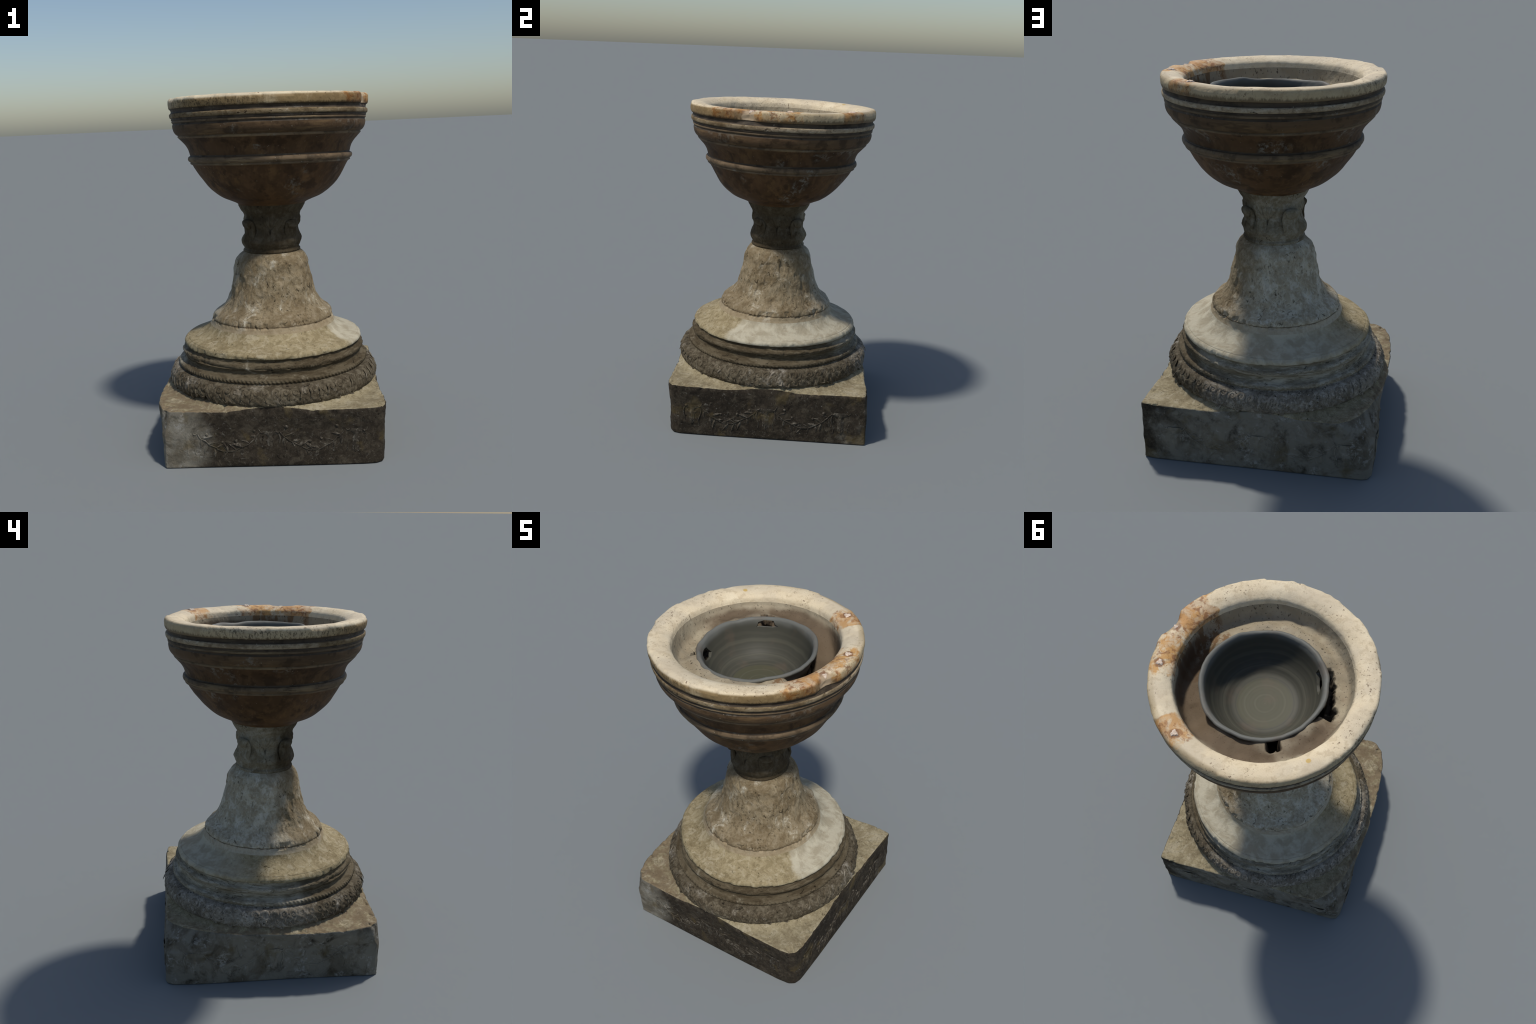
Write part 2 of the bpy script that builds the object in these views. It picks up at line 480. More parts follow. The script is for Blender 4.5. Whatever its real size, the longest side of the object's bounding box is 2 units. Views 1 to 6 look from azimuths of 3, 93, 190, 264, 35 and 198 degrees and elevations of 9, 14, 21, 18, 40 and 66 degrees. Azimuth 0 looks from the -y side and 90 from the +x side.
# profiles (radius, height), from the middle of the well over the rim and down the outside
PROFILE = [
    ("well", [(.002, 1.687), (.10, 1.687), (.17, 1.688), (.225, 1.700), (.264, 1.732), (.291, 1.785), (.305, 1.835), (.318, 1.860), (.395, 1.852), (.425, 1.862), (.436, 1.88), (.444, 1.905), (.4515, 1.937)], "well", .008),
    ("rim", [(.4515, 1.937), (.4550, 1.954), (.4585, 1.963), (.4660, 1.971), (.482, 1.980), (.500, 1.987), (.520, 1.9905), (.550, 1.9915), (.568, 1.989), (.5755, 1.981), (.5775, 1.968), (.577, 1.952), (.575, 1.938), (.5715, 1.931)], "rim", .004),
    ("neck", [(.5715, 1.931), (.5655, 1.928), (.5625, 1.920), (.5625, 1.912), (.5665, 1.9065)], "dark_groove", .0025),
    ("fillet", [(.5665, 1.9065), (.5715, 1.903), (.5725, 1.893), (.5705, 1.884), (.5670, 1.8805)], "fillet", .003),
    ("bead_course", [(.5670, 1.8805), (.5625, 1.878), (.5630, 1.870), (.5585, 1.866)], "dark_groove", .0025),
    ("thin_fillet", [(.5585, 1.866), (.5605, 1.8635), (.5610, 1.858), (.5590, 1.8545)], "line", .002),
    ("quirk", [(.5590, 1.8545), (.5555, 1.852), (.5550, 1.846), (.5575, 1.8415)], "dark_groove", .0025),
    ("ovolo", [(.5575, 1.8415), (.5575, 1.831), (.554, 1.813), (.547, 1.798), (.538, 1.7875), (.5315, 1.7835)], "ovolo", .004),
    ("ovolo_edge", [(.5315, 1.7835), (.5275, 1.7815), (.5300, 1.7785), (.5300, 1.774), (.5245, 1.7675)], "line", .002),
    ("cove", [(.5245, 1.7675), (.506, 1.748), (.488, 1.728), (.474, 1.705), (.467, 1.684), (.4645, 1.673)], "cove", .005),
    ("crevice", [(.4645, 1.673), (.4630, 1.669), (.4640, 1.665), (.4690, 1.6625)], "dark_groove", .002),
    ("astragal", [(.4690, 1.6625), (.4745, 1.6585), (.4775, 1.649), (.4755, 1.639), (.4690, 1.632), (.4630, 1.629), (.4650, 1.625), (.4640, 1.6195), (.4590, 1.6165)], "line", .003),
    ("bowl", [(.4590, 1.6165), (.4520, 1.612), (.441, 1.594), (.424, 1.565), (.401, 1.531), (.373, 1.493), (.335, 1.455), (.291, 1.423), (.239, 1.400), (.209, 1.386), (.197, 1.377)], "bowl", .007),
    ("collar", [(.197, 1.377), (.1955, 1.368), (.190, 1.358), (.184, 1.346), (.177, 1.335), (.170, 1.326), (.167, 1.318)], "capital", .004),
    ("capital", [(.167, 1.318), (.1645, 1.308), (.1685, 1.288), (.1650, 1.264), (.1535, 1.236), (.1600, 1.208), (.174, 1.182), (.180, 1.163), (.175, 1.143), (.167, 1.128), (.1615, 1.1195)], "capital", .004),
    ("capital_ring", [(.1615, 1.1195), (.1625, 1.1135), (.1665, 1.110), (.1695, 1.104), (.1685, 1.098), (.1655, 1.0945)], "capital", .0025),
    ("shaft", [(.1655, 1.0945), (.172, 1.091), (.186, 1.080), (.203, 1.060), (.2155, 1.032), (.222, 1.000), (.229, .960), (.240, .915), (.253, .862), (.273, .810), (.293, .780), (.320, .757), (.342, .740), (.353, .728), (.3585, .717), (.3590, .7085)], "shaft", .008),
    ("flange", [(.3590, .7085), (.3585, .7050), (.3610, .698), (.3650, .684), (.3715, .671)], "flange", .004),
    ("apron", [(.3715, .671), (.3790, .660), (.394, .646), (.417, .632), (.447, .6185), (.477, .6090), (.497, .6040), (.5055, .6012), (.5075, .5977), (.5100, .5992), (.5185, .5955), (.5265, .5880), (.5290, .5790), (.5275, .572)], "apron", .006),
    ("scotia", [(.5275, .572), (.521, .5675), (.5165, .562), (.5165, .555), (.522, .548), (.5330, .542), (.5410, .535), (.5415, .525), (.536, .515), (.529, .506), (.526, .495), (.5290, .484), (.536, .477), (.544, .472)], "scotia", .004),
    ("rope_bead", [(.544, .472), (.552, .4715), (.5605, .467), (.5640, .459), (.5620, .450), (.5570, .4445)], "scotia", .002),
    ("torus", [(.5570, .4445), (.5600, .4400), (.5720, .4375), (.5890, .430), (.6010, .415), (.6125, .397), (.6165, .378), (.6175, .360), (.6140, .346), (.6050, .335), (.5830, .327), (.5580, .320), (.5250, .305)], "torus", .004),
]

SEG = 640
theta = np.arange(SEG) / SEG * TAU

rows, bounds, owner = [], [], []
for i, (name, pts, mat, step) in enumerate(PROFILE):
    q = catmull(pts, step)
    if i:
        q = q[1:]
    start = len(rows) - (1 if i else 0)  # share the border row
    rows.extend(q)
    owner.extend([name] * len(q))
    bounds.append((name, mat, start, len(rows)))
rows = np.array(rows)
owner = np.array(owner)
span = {b[0]: (b[2], b[3]) for b in bounds}

T, R = np.meshgrid(theta, rows[:, 0])
Z = np.repeat(rows[:, 1][:, None], SEG, 1)
R = R.copy()
is_row = {n: (owner == n)[:, None] for n in set(owner)}
unit = np.stack([np.cos(T), np.sin(T), np.zeros_like(T)], -1)
P0 = np.stack([R * np.cos(T), R * np.sin(T), Z], -1)

# hand-cut unevenness and wear
low = fbm(P0, 4.0, 2, 1)
mid = fbm(P0, 13.0, 3, 5)
fine = fbm(P0, 55.0, 2, 9)
amount = {"well": (.004, .002, .0008), "rim": (.0015, .0018, .0006), "shaft": (.005, .0060, .0015), "apron": (.003, .002, .0008), "scotia": (.002, .002, .0010),
          "torus": (.0015, .0018, .0018), "rope_bead": (.0015, .0012, .001), "capital": (.002, .0055, .0015), "bowl": (.003, .0016, .0004), "collar": (.002, .0025, .0008)}
A = np.array([amount.get(o, (.0018, .0010, .0004)) for o in owner])
A[:, 0] = np.convolve(np.pad(A[:, 0], 6, "edge"), np.ones(13) / 13, "valid")
A[:, 1] = np.convolve(np.pad(A[:, 1], 6, "edge"), np.ones(13) / 13, "valid")
A[:, 2] = np.convolve(np.pad(A[:, 2], 6, "edge"), np.ones(13) / 13, "valid")
wear = low * A[:, :1] + mid * A[:, 1:2] + fine * A[:, 2:]
fade = smooth(.01, .12, R)
R += wear * fade

outer = np.arange(len(rows))[:, None] >= span["rim"][0] + 14
# the rim's outer arris is nibbled all round, with one big bite
bite = np.clip(1 - np.abs(angdiff(T, -17.5)) / 8.5, 0, 1) ** 0.8 * sector(T, -27, -9, 2)
arris = is_row["rim"] * smooth(.545, .572, R) * smooth(1.962, 1.982, Z)
nib = smooth(.05, .6, fbm(np.stack([np.cos(T) * 6, np.sin(T) * 6, T * 0], -1), 0.9, 3, 40))
R -= arris * nib * .0045
Z -= arris * nib * .004
edge = (is_row["rim"] | is_row["neck"]) * smooth(1.905, 1.945, Z) * outer
R -= edge * bite * np.clip((R - .525) * .7, 0, .034) * (1 + .25 * mid)
Z -= is_row["rim"] * bite * smooth(.50, .56, R) * smooth(1.955, 1.985, Z) * .016
R -= bite * (is_row["fillet"] | is_row["neck"]) * .003
# rim top undulates a little
Z += is_row["rim"] * .0025 * fbm(np.stack([np.cos(T) * 3, np.sin(T) * 3, R * 4], -1), 1.2, 2, 44)

# the floor of the well: a pale ledge against the bowl on one side, a dark trough on the other
wl = is_row["well"]
drop = .012 * (1 - sector(T, -143, -27, 9))
drop = drop + .055 * sector(T, -24, 46, 9) - .050 * sector(T, 54, 162, 10) * smooth(.27, .31, R)
for a0, a1, r_out in SCAN_HOLES:
    ragged = r_out + .012 * fbm(np.stack([np.cos(T) * 8, np.sin(T) * 8, T * 0], -1), 2.0, 2, 63)
    drop = drop + (.09 - drop) * sector(T, a0, a1, 2.5) * (1 - smooth(-.010, .010, R - ragged))
drop = drop + .012 * fbm(np.stack([np.cos(T) * 2.5, np.sin(T) * 2.5, R * 6], -1), 1.5, 2, 60)
floor_w = smooth(.27, .31, R) * (1 - smooth(1.845, 1.935, Z))
Z -= wl * floor_w * drop
Z += wl * (sector(T, -143, -27, 9)) * smooth(.27, .31, R) * (1 - smooth(.35, .42, R)) * .030

# capital: incised palmettes between the crockets
CROCKETS = (46, 131, 221, -44)
cap = is_row["capital"]
for face in (0, 88, 176, 268):
    a = np.radians(angdiff(T, face)) * .16
    w = (1 - smooth(.055, .075, np.abs(a))) * smooth(1.175, 1.20, Z) * (1 - smooth(1.295, 1.31, Z))
    for lean, foot in ((0.0, 1.20), (.45, 1.215), (1.0, 1.225), (1.8, 1.235)):
        for sgn in ((1,) if lean == 0 else (1, -1)):
            centre = sgn * lean * np.clip(Z - foot, 0, 1) * (.9 - 2.2 * np.clip(Z - foot, 0, 1))
            g = np.exp(-((a - centre) / .0028) ** 2) * (Z > foot - .01)
            R -= cap * w * g * .0035
# lower bell leaves
lobes = .5 + .5 * np.cos(8 * (T - math.radians(1)))
R -= cap * smooth(1.12, 1.14, Z) * (1 - smooth(1.17, 1.22, Z)) * (.007 * (1 - lobes) ** 2)

# shaft: drill pits and shallow vertical scars
sh = is_row["shaft"]
scar = fbm(np.stack([np.cos(T) * 4, np.sin(T) * 4, Z * 10], -1), 1.3, 2, 70)
R -= sh * smooth(.2, .7, scar) * .006 * smooth(.73, .78, Z) * (1 - smooth(1.04, 1.09, Z))
# a broken stretch of the apron's edge and the ring below it
brk = sector(T, 206, 246, 6)
lip = (is_row["apron"] | is_row["scotia"]) * smooth(.512, .53, R) * (Z > .515)
R -= lip * brk * (.010 + .008 * mid)
R -= lip * smooth(.25, .7, fbm(np.stack([np.cos(T) * 5, np.sin(T) * 5, Z * 8], -1), 2.0, 2, 75)) * .006
Z -= is_row["apron"] * brk * smooth(.50, .53, R) * .012
# nibbled edge of the cone's foot
foot_edge = (is_row["shaft"] | is_row["flange"]) * smooth(.345, .357, R) * smooth(.69, .70, Z)
R -= foot_edge * smooth(.0, .6, fbm(np.stack([np.cos(T) * 5, np.sin(T) * 5, Z * 10], -1), 2.2, 3, 78)) * .010
# twisted bead and ring
tw = np.sin(150 * T + (Z - .458) * 180)
R += is_row["rope_bead"] * .0022 * tw * smooth(.548, .556, R)
R += is_row["scotia"] * .0012 * np.sin(210 * T + (Z - .53) * 160) * smooth(.536, .542, R)
# a cavity where the torus has broken away from the plinth
R -= is_row["torus"] * sector(T, 225, 236, 2.5) * (1 - smooth(.345, .375, Z)) * .035
# torus: scaly ground under the carved scrolls
to = is_row["torus"]
tor = np.sin(72 * T + (Z - .38) * 45) * np.cos(36 * T * 0 + (Z - .38) * 120)
R += to * .0025 * tor * smooth(.565, .60, R)

belly = smooth(1.36, 1.42, Z) * (1 - smooth(1.50, 1.60, Z)) * is_row["bowl"]
X = np.interp(Z, CZ, CX) + R * np.cos(T) + belly * .006
Y = np.interp(Z, CZ, CY) + R * np.sin(T) - belly * .006
# the cup leans a hair
lean_w = smooth(1.35, 1.7, Z)
Z = Z + lean_w * (-.010 * (X - CUP[0]) - .013 * (Y - CUP[1]))
BODY = np.stack([X, Y, Z], -1)
zmax = BODY[..., 2].max()
NORMAL = grid_normals(BODY)
if NORMAL[span["rim"][0] + 20, 0, 2] < 0:
    NORMAL = -NORMAL

parts = {}
for name, mat, i0, i1 in bounds:
    sl = slice(i0, i1)
    # columns run counter-clockwise and rows run outwards then down: flip columns so faces point out
    parts[name] = grid_part(name, BODY[sl][:, ::-1], NORMAL[sl][:, ::-1], M[mat], font)


def body_frame(part_from, part_to, ang_deg, z):
    """position, tangent frame on the turned body nearest height z at an angle"""
    j = int(round((ang_deg % 360) / 360 * SEG)) % SEG
    i0, i1 = span[part_from][0], span[part_to][1]
    i = i0 + int(np.argmin(np.abs(BODY[i0:i1, j, 2] - z)))
    n = NORMAL[i, j]
    t = np.array([-math.sin(math.radians(ang_deg)), math.cos(math.radians(ang_deg)), 0])
    t -= n * (t @ n)
    t /= np.linalg.norm(t)
    return BODY[i, j], t, np.cross(n, t), n


def placed(name, me, parent, pos, ex, ey, ez, scale=1.0, spin=0.0):
    ob = bpy.data.objects.new(name, me)
    m = Matrix.Identity(4)
    for k, e in enumerate((ex, ey, ez)):
        for r in range(3):
            m[r][k] = float(e[r])
    m = m @ Matrix.Rotation(spin, 4, "Z") @ Matrix.Scale(scale, 4)
    m.translation = Vector([float(v) for v in pos])
    ob.matrix_world = m
    link(ob, parent)
    return ob

# ------------------------------------------------------------------ small carved pieces

def sweep(path, radii, flat=.7, ring=8):
    """tapered tube along a planar path (x, y, z up), returns verts, faces"""
    p = np.asarray(path, float)
    d = np.gradient(p, axis=0)
    d /= np.linalg.norm(d, axis=1, keepdims=True)
    up = np.array([0, 0, 1.0])
    side = np.cross(d, up)
    side /= np.linalg.norm(side, axis=1, keepdims=True) + 1e-9
    a = np.arange(ring) / ring * TAU
    V = p[:, None] + radii[:, None, None] * (np.cos(a)[None, :, None] * side[:, None] + flat * np.sin(a)[None, :, None] * up)
    n = len(p)
    faces = [(i * ring + k, i * ring + (k + 1) % ring, (i + 1) * ring + (k + 1) % ring, (i + 1) * ring + k) for i in range(n - 1) for k in range(ring)]
    faces += [tuple(range(ring - 1, -1, -1)), tuple((n - 1) * ring + k for k in range(ring))]
    return V.reshape(-1, 3), faces


def dome(cx, cy, r, h, nr=4, na=12):
    V, F = [(cx, cy, h)], []
    for i in range(1, nr + 1):
        t = i / nr * math.pi / 2
        for k in range(na):
            a = k / na * TAU
            V.append((cx + r * math.sin(t) * math.cos(a), cy + r * math.sin(t) * math.sin(a), h * math.cos(t)))
    for k in range(na):
        F.append((0, 1 + k, 1 + (k + 1) % na))
        for i in range(nr - 1):
            b = 1 + i * na
            F.append((b + k, b + na + k, b + na + (k + 1) % na, b + (k + 1) % na))
    F.append(tuple(1 + (nr - 1) * na + k for k in range(na - 1, -1, -1)))
    return np.array(V), F


def joined(pieces):
    V, F, o = [], [], 0
    for v, f in pieces:
        V.append(np.asarray(v))
        F += [tuple(i + o for i in q) for q in f]
        o += len(v)
    return np.vstack(V), F


def scroll_mesh():
    """running-wave scroll: a tapering crest that curls round a button"""
    t = np.linspace(0, 1, 30)
    ang = np.radians(205) - t * math.radians(470)
    rad = .0180 * (1 - t) + .0040
    arc = np.stack([rad * np.cos(ang), rad * np.sin(ang), .002 + .002 * t], -1)
    tail_t = np.linspace(0, 1, 10)[:-1]
    p0, p1 = np.array([-.030, -.036, -.002]), arc[0]
    c = np.array([-.021, -.016, .002])
    tail = ((1 - tail_t)[:, None] ** 2) * p0 + 2 * ((1 - tail_t) * tail_t)[:, None] * c + (tail_t ** 2)[:, None] * p1
    path = np.vstack([tail, arc])
    u = np.linspace(0, 1, len(path))
    radii = .0030 + .0056 * np.sin(np.pi * np.clip(u * 1.15, 0, 1)) ** .8
    V, F = joined([sweep(path, radii, .6), dome(0, 0, .0058, .0062)])
    V[:, 2] = V[:, 2] * .72 - V[:, 1] ** 2 / .13
    return V, F


def leaf_mesh(length, width, height, ribs=True, curl=0.0):
    """pointed, domed leaf with a raised midrib, base at the origin pointing along +y"""
    nu, nv = 12, 9
    V, F = [], []
    for i in range(nu):
        u = i / (nu - 1)
        w = width * .5 * (math.sin(math.pi * u ** .75) ** .8 if 0 < u < 1 else 0) + .0006
        for j in range(nv):
            v = j / (nv - 1) * 2 - 1
            z = height * (1 - v * v) * (.35 + .65 * math.sin(math.pi * min(1, u * .9 + .1)))
            if ribs:
                z += height * .35 * math.exp(-(v / .16) ** 2) - height * .18 * math.exp(-((abs(v) - .33) / .15) ** 2)
            V.append((v * w + .06 * width * math.sin(u * 3), u * length, z - .002 - curl * (u * length) ** 2 - curl * .5 * (v * w) ** 2))
    top = len(V)
    V += [(x, y, -.006) for x, y, z in V]
    for i in range(nu - 1):
        for j in range(nv - 1):
            a = i * nv + j
            F.append((a, a + 1, a + nv + 1, a + nv))
            F.append((top + a, top + a + nv, top + a + nv + 1, top + a + 1))
    ring = [j for j in range(nv)] + [i * nv + nv - 1 for i in range(1, nu)] + [(nu - 1) * nv + j for j in range(nv - 2, -1, -1)] + [i * nv for i in range(nu - 2, 0, -1)]
    for a, b in zip(ring, ring[1:] + ring[:1]):
        F.append((b, a, top + a, top + b))
    return np.array(V), F


SCROLL = mesh_from("scroll", *scroll_mesh(), M["carving"], sharp=60)
ACANTHUS = mesh_from("acanthus_leaf", *leaf_mesh(.046, .036, .0080, curl=9.0), M["carving"], sharp=60)

COUNT = 70
for k in range(COUNT):
    a = k * 360 / COUNT + rng.normal(0, .35)
    pos, ex, ey, ez = body_frame("torus", "torus", a, .413 + rng.normal(0, .0012))
    worn = .0012 + .0012 * rng.normal()
    placed("scroll", SCROLL, parts["torus"], pos - ez * worn, ex, ey, ez, .98 + .1 * rng.random(), rng.normal(0, .10))
for k in range(COUNT * 2):
    a = k * 180 / COUNT + rng.normal(0, .5)
    zz = .394 if k % 2 == 0 else .376
    pos, ex, ey, ez = body_frame("torus", "torus", a, zz + rng.normal(0, .002))
    placed("acanthus_leaf", ACANTHUS, parts["torus"], pos - ez * (.0044 + .001 * rng.normal()), ex, ey, ez, .85 + .25 * rng.random(), math.pi + .45 + rng.normal(0, .22))

# crockets: fleshy leaves rising up the bell and curling over
def crocket_mesh():
    spine = catmull([(.166, 1.150), (.171, 1.185), (.166, 1.222), (.168, 1.250), (.175, 1.275), (.182, 1.283), (.188, 1.274), (.187, 1.257), (.178, 1.247)], .005)
    n, k = len(spine), 17
    d = np.gradient(spine, axis=0)
    d /= np.linalg.norm(d, axis=1, keepdims=True)
    nrm = np.stack([d[:, 1], -d[:, 0]], -1)
    V, F = [], []
    for i in range(n):
        u = i / (n - 1)
        half = .027 + .020 * math.sin(math.pi * min(1, .15 + u * .75)) - .008 * max(0, u - .8) * 5
        thick = .0150 * (.55 + .7 * math.sin(math.pi * min(1, u * .85 + .08)))
        for j in range(k):
            a = j / k * TAU
            x = half * math.cos(a)
            h = thick * math.sin(a)
            if math.sin(a) > 0:
                h *= 1 - .55 * math.exp(-((abs(x) - half * .42) / (half * .17)) ** 2) * (1 - u * .6)
            rr, zz = spine[i] + nrm[i] * h
            wob = .0014 * math.sin(9 * u + 2 * j)
            V.append((rr + wob, x, zz))
    for i in range(n - 1):
        for j in range(k):
            F.append((i * k + j, i * k + (j + 1) % k, (i + 1) * k + (j + 1) % k, (i + 1) * k + j))
    F += [tuple(range(k - 1, -1, -1)), tuple((n - 1) * k + j for j in range(k))]
    return np.array(V), F


CROCKET = mesh_from("crocket", *crocket_mesh(), M["crocket"], sharp=70)
bm = bmesh.new()
bm.from_mesh(CROCKET)
bmesh.ops.recalc_face_normals(bm, faces=bm.faces)
bm.to_mesh(CROCKET)
bm.free()
for a, sc in zip(CROCKETS, (.97, 1.0, .98, .93)):
    ob = bpy.data.objects.new("crocket", CROCKET)
    ob.location = (.031, .002, 1.15 * (1 - sc))
    ob.rotation_euler = (0, 0, math.radians(a))
    ob.scale = (sc, 1, sc)
    link(ob, parts["capital"])

# mortar plugs sunk in the rim where a lid was once fixed
def plug_mesh():
    V, F = [(0, 0, .0035)], []
    na, nr = 22, 4
    wob = [1 + .22 * math.sin(3 * i * TAU / na + 1) + .12 * math.sin(7 * i * TAU / na) for i in range(na)]
    for i in range(1, nr + 1):
        for k in range(na):
            a, r = k / na * TAU, .0195 * i / nr * wob[k]
            z = (.0035, .0042, .0046, .002, -.012)[i] + .0012 * math.sin(5 * a + i)
            V.append((r * math.cos(a), r * math.sin(a), z))
    for k in range(na):
        F.append((0, 1 + k, 1 + (k + 1) % na))
        for i in range(nr - 1):
            b = 1 + i * na
            F.append((b + k, b + na + k, b + na + (k + 1) % na, b + (k + 1) % na))
    return np.array(V), F


PLUG = mesh_from("mortar_plug", *plug_mesh(), M["mortar"], sharp=60)
for a, r, sc in ((7.5, .524, 1.05), (52.5, .526, 1.1), (-17, .533, .75)):
    j = int(round((a % 360) / 360 * SEG)) % SEG
    i0, i1 = span["rim"]
    rr = np.hypot(BODY[i0:i1, j, 0] - CUP[0], BODY[i0:i1, j, 1] - CUP[1])
    ok = np.where(BODY[i0:i1, j, 2] > 1.965)[0]
    i = i0 + ok[np.argmin(np.abs(rr[ok] - r))]
    p = BODY[i, j]
    placed("mortar_plug", PLUG, parts["rim"], p + np.array([0, 0, .0006]), (1, 0, 0), (0, 1, 0), (0, 0, 1), sc, math.radians(a * 3))

# ------------------------------------------------------------------ plinth
# outlines at three heights, counter-clockwise from the -x -y corner
FOOT = [(-.576, -.609), (-.35, -.607), (0, -.606), (.30, -.604), (.50, -.600), (.570, -.592), (.603, -.570), (.617, -.53), (.622, -.30), (.622, 0), (.622, .30), (.622, .55), (.622, .612), (.56, .620), (.30, .618), (0, .615), (-.25, .613), (-.45, .612), (-.545, .611), (-.576, .602), (-.596, .565), (-.602, .45), (-.599, .20), (-.588, -.10), (-.588, -.40), (-.590, -.55), (-.587, -.590)]
WAIST = [(-.570, -.614), (-.35, -.609), (0, -.606), (.30, -.605), (.50, -.602), (.580, -.596), (.610, -.575), (.624, -.53), (.626, -.30), (.624, 0), (.623, .30), (.624, .55), (.624, .606), (.56, .614), (.30, .613), (0, .612), (-.25, .612), (-.45, .611), (-.545, .610), (-.577, .600), (-.598, .563), (-.612, .45), (-.610, .20), (-.594, -.10), (-.590, -.40), (-.594, -.55), (-.592, -.595)]
CROWN = [(-.540, -.607), (-.35, -.612), (0, -.613), (.30, -.615), (.52, -.616), (.585, -.608), (.619, -.582), (.632, -.52), (.629, -.30), (.625, 0), (.626, .30), (.632, .54), (.632, .596), (.56, .610), (.30, .606), (0, .604), (-.25, .606), (-.375, .606), (-.420, .602), (-.475, .562), (-.520, .505), (-.560, .420), (-.618, .23), (-.640, 0), (-.644, -.25), (-.632, -.43), (-.594, -.555)]
PER = 24


def dense(outline):
    o = np.array(outline + [outline[0]])
    t = np.arange(len(outline) * PER) / PER
    i = t.astype(int)
    f = (t - i)[:, None]
    return o[i] * (1 - f) + o[i + 1] * f


foot, waist, crown = dense(FOOT), dense(WAIST), dense(CROWN)


def soften(o, n=2):
    for _ in range(n):
        o = .25 * np.roll(o, 1, 0) + .5 * o + .25 * np.roll(o, -1, 0)
    return o


foot, waist, crown = (soften(o, 10) for o in (foot, waist, crown))
levels = [(0.0, foot, .004), (.004, foot, 0)]
for z in np.linspace(.012, .300, 45):
    if z < .2:
        k = z / .2
        o = foot * (1 - k) + waist * k
    else:
        k = (z - .2) / .112
        o = waist * (1 - k) + crown * k
    levels.append((z, o, 0))
levels += [(.308, crown, .0015), (.3125, crown, .005), (.3155, crown, .011)]
ring_list = []
for z, o, inset in levels:
    r = np.linalg.norm(o, axis=1, keepdims=True)
    ring_list.append(np.column_stack([o * (1 - inset / r), np.full(len(o), z)]))
edge_ring = ring_list[-1]
ang = np.arctan2(edge_ring[:, 1], edge_ring[:, 0])
inner = np.column_stack([.44 * np.cos(ang) + BASE[0], .44 * np.sin(ang) + BASE[1], np.full(len(ang), .3165)])
for f in np.linspace(0, 1, 26)[1:]:
    ring_list.append(edge_ring * (1 - f) + inner * f)
G = np.array(ring_list)
# the top climbs in a soft fillet to meet the torus, and stays a little high in the corners
from_axis = np.hypot(G[..., 0] - BASE[0], G[..., 1] - BASE[1])
on_top = (np.arange(len(G)) >= len(levels) - 3)[:, None]
G[..., 2] += on_top * (.030 * (1 - smooth(.580, .655, from_axis)) + .006 * smooth(.62, .80, from_axis))
N0 = grid_normals(G)
if N0[20, 0] @ np.array([*G[20, 0, :2], 0]) < 0:
    N0 = -N0
keep = smooth(.0, .02, G[..., 2])
n_side = fbm(G, 5, 3, 100) * .0035 + fbm(G, 22, 3, 104) * .0022 + fbm(G, 70, 2, 108) * .0008
n_edge = -smooth(.1, .8, fbm(G, 26, 3, 112)) * .009 * smooth(.292, .311, G[..., 2]) * (np.arange(len(G))[:, None] < len(levels) + 2)
G = G + N0 * ((n_side + n_edge) * keep)[..., None]
G[len(levels) + 3:, :, 2] = np.maximum(G[len(levels) + 3:, :, 2], .306)
NG = grid_normals(G)
if NG[20, 0] @ np.array([*G[20, 0, :2], 0]) < 0:
    NG = -NG
split = len(levels) - 2
plinth = grid_part("plinth", G[:split + 1], NG[:split + 1], M["plinth"], font)
plinth_top = grid_part("plinth_top", G[split:], NG[split:], M["plinth_top"], font)
bm = bmesh.new()
bm.from_mesh(plinth.data)
bm.verts.ensure_lookup_table()
bm.faces.new([bm.verts[i] for i in range(len(foot) - 1, -1, -1)])
bmesh.ops.triangulate(bm, faces=[f for f in bm.faces if len(f.verts) > 4])
bm.to_mesh(plinth.data)
bm.free()

# ---- low relief on the four sides: ox skulls joined by laurel swags
def skull_mesh():
    """frontal ox skull in low relief: brow, tapering muzzle, horns, sunken eyes"""
    nu, nv = 26, 17
    V, F = [], []
    for i in range(nu):
        u = i / (nu - 1)
        w = .046 * (1 - smooth(.15, .60, u) * .52) * (1 + .25 * math.exp(-((u - .12) / .10) ** 2)) * (1 - .5 * smooth(.9, 1, u))
        for j in range(nv):
            v = j / (nv - 1) * 2 - 1
            z = .009 * (1 - v ** 4) * (1 - .35 * u)
            z -= .008 * math.exp(-((abs(v) - .52) / .22) ** 2 - ((u - .27) / .08) ** 2)
            z += .002 * math.exp(-(v / .22) ** 2) - .003 * math.exp(-((abs(v) - .35) / .15) ** 2 - ((u - .88) / .06) ** 2)
            V.append((v * w, .07 - u * .135, z - .003))
    for i in range(nu - 1):
        for j in range(nv - 1):
            a = i * nv + j
            F.append((a, a + nv, a + nv + 1, a + 1))
    pieces = [(np.array(V), F)]
    for s in (1, -1):
        t = np.linspace(0, 1, 12)
        path = np.stack([s * (.036 + .030 * t), .064 + .020 * t ** 1.6 - .012 * np.sin(math.pi * t), .003 + 0 * t], -1)
        pieces.append(sweep(path, .0065 * (1 - .75 * t), .8))
        rib = np.stack([s * (.050 + .008 * np.sin(t * 6)), .050 - .115 * t, .001 + 0 * t], -1)
        pieces.append(sweep(rib, .0045 - .002 * t, .8))
    return joined(pieces)


SKULL = mesh_from("ox_skull", *skull_mesh(), M["relief"], sharp=70)
LAUREL = mesh_from("laurel_leaf", *leaf_mesh(.054, .026, .0055), M["relief"], sharp=60)
ROSETTE = mesh_from("berry", *dome(0, 0, .0085, .007), M["relief"], sharp=60)


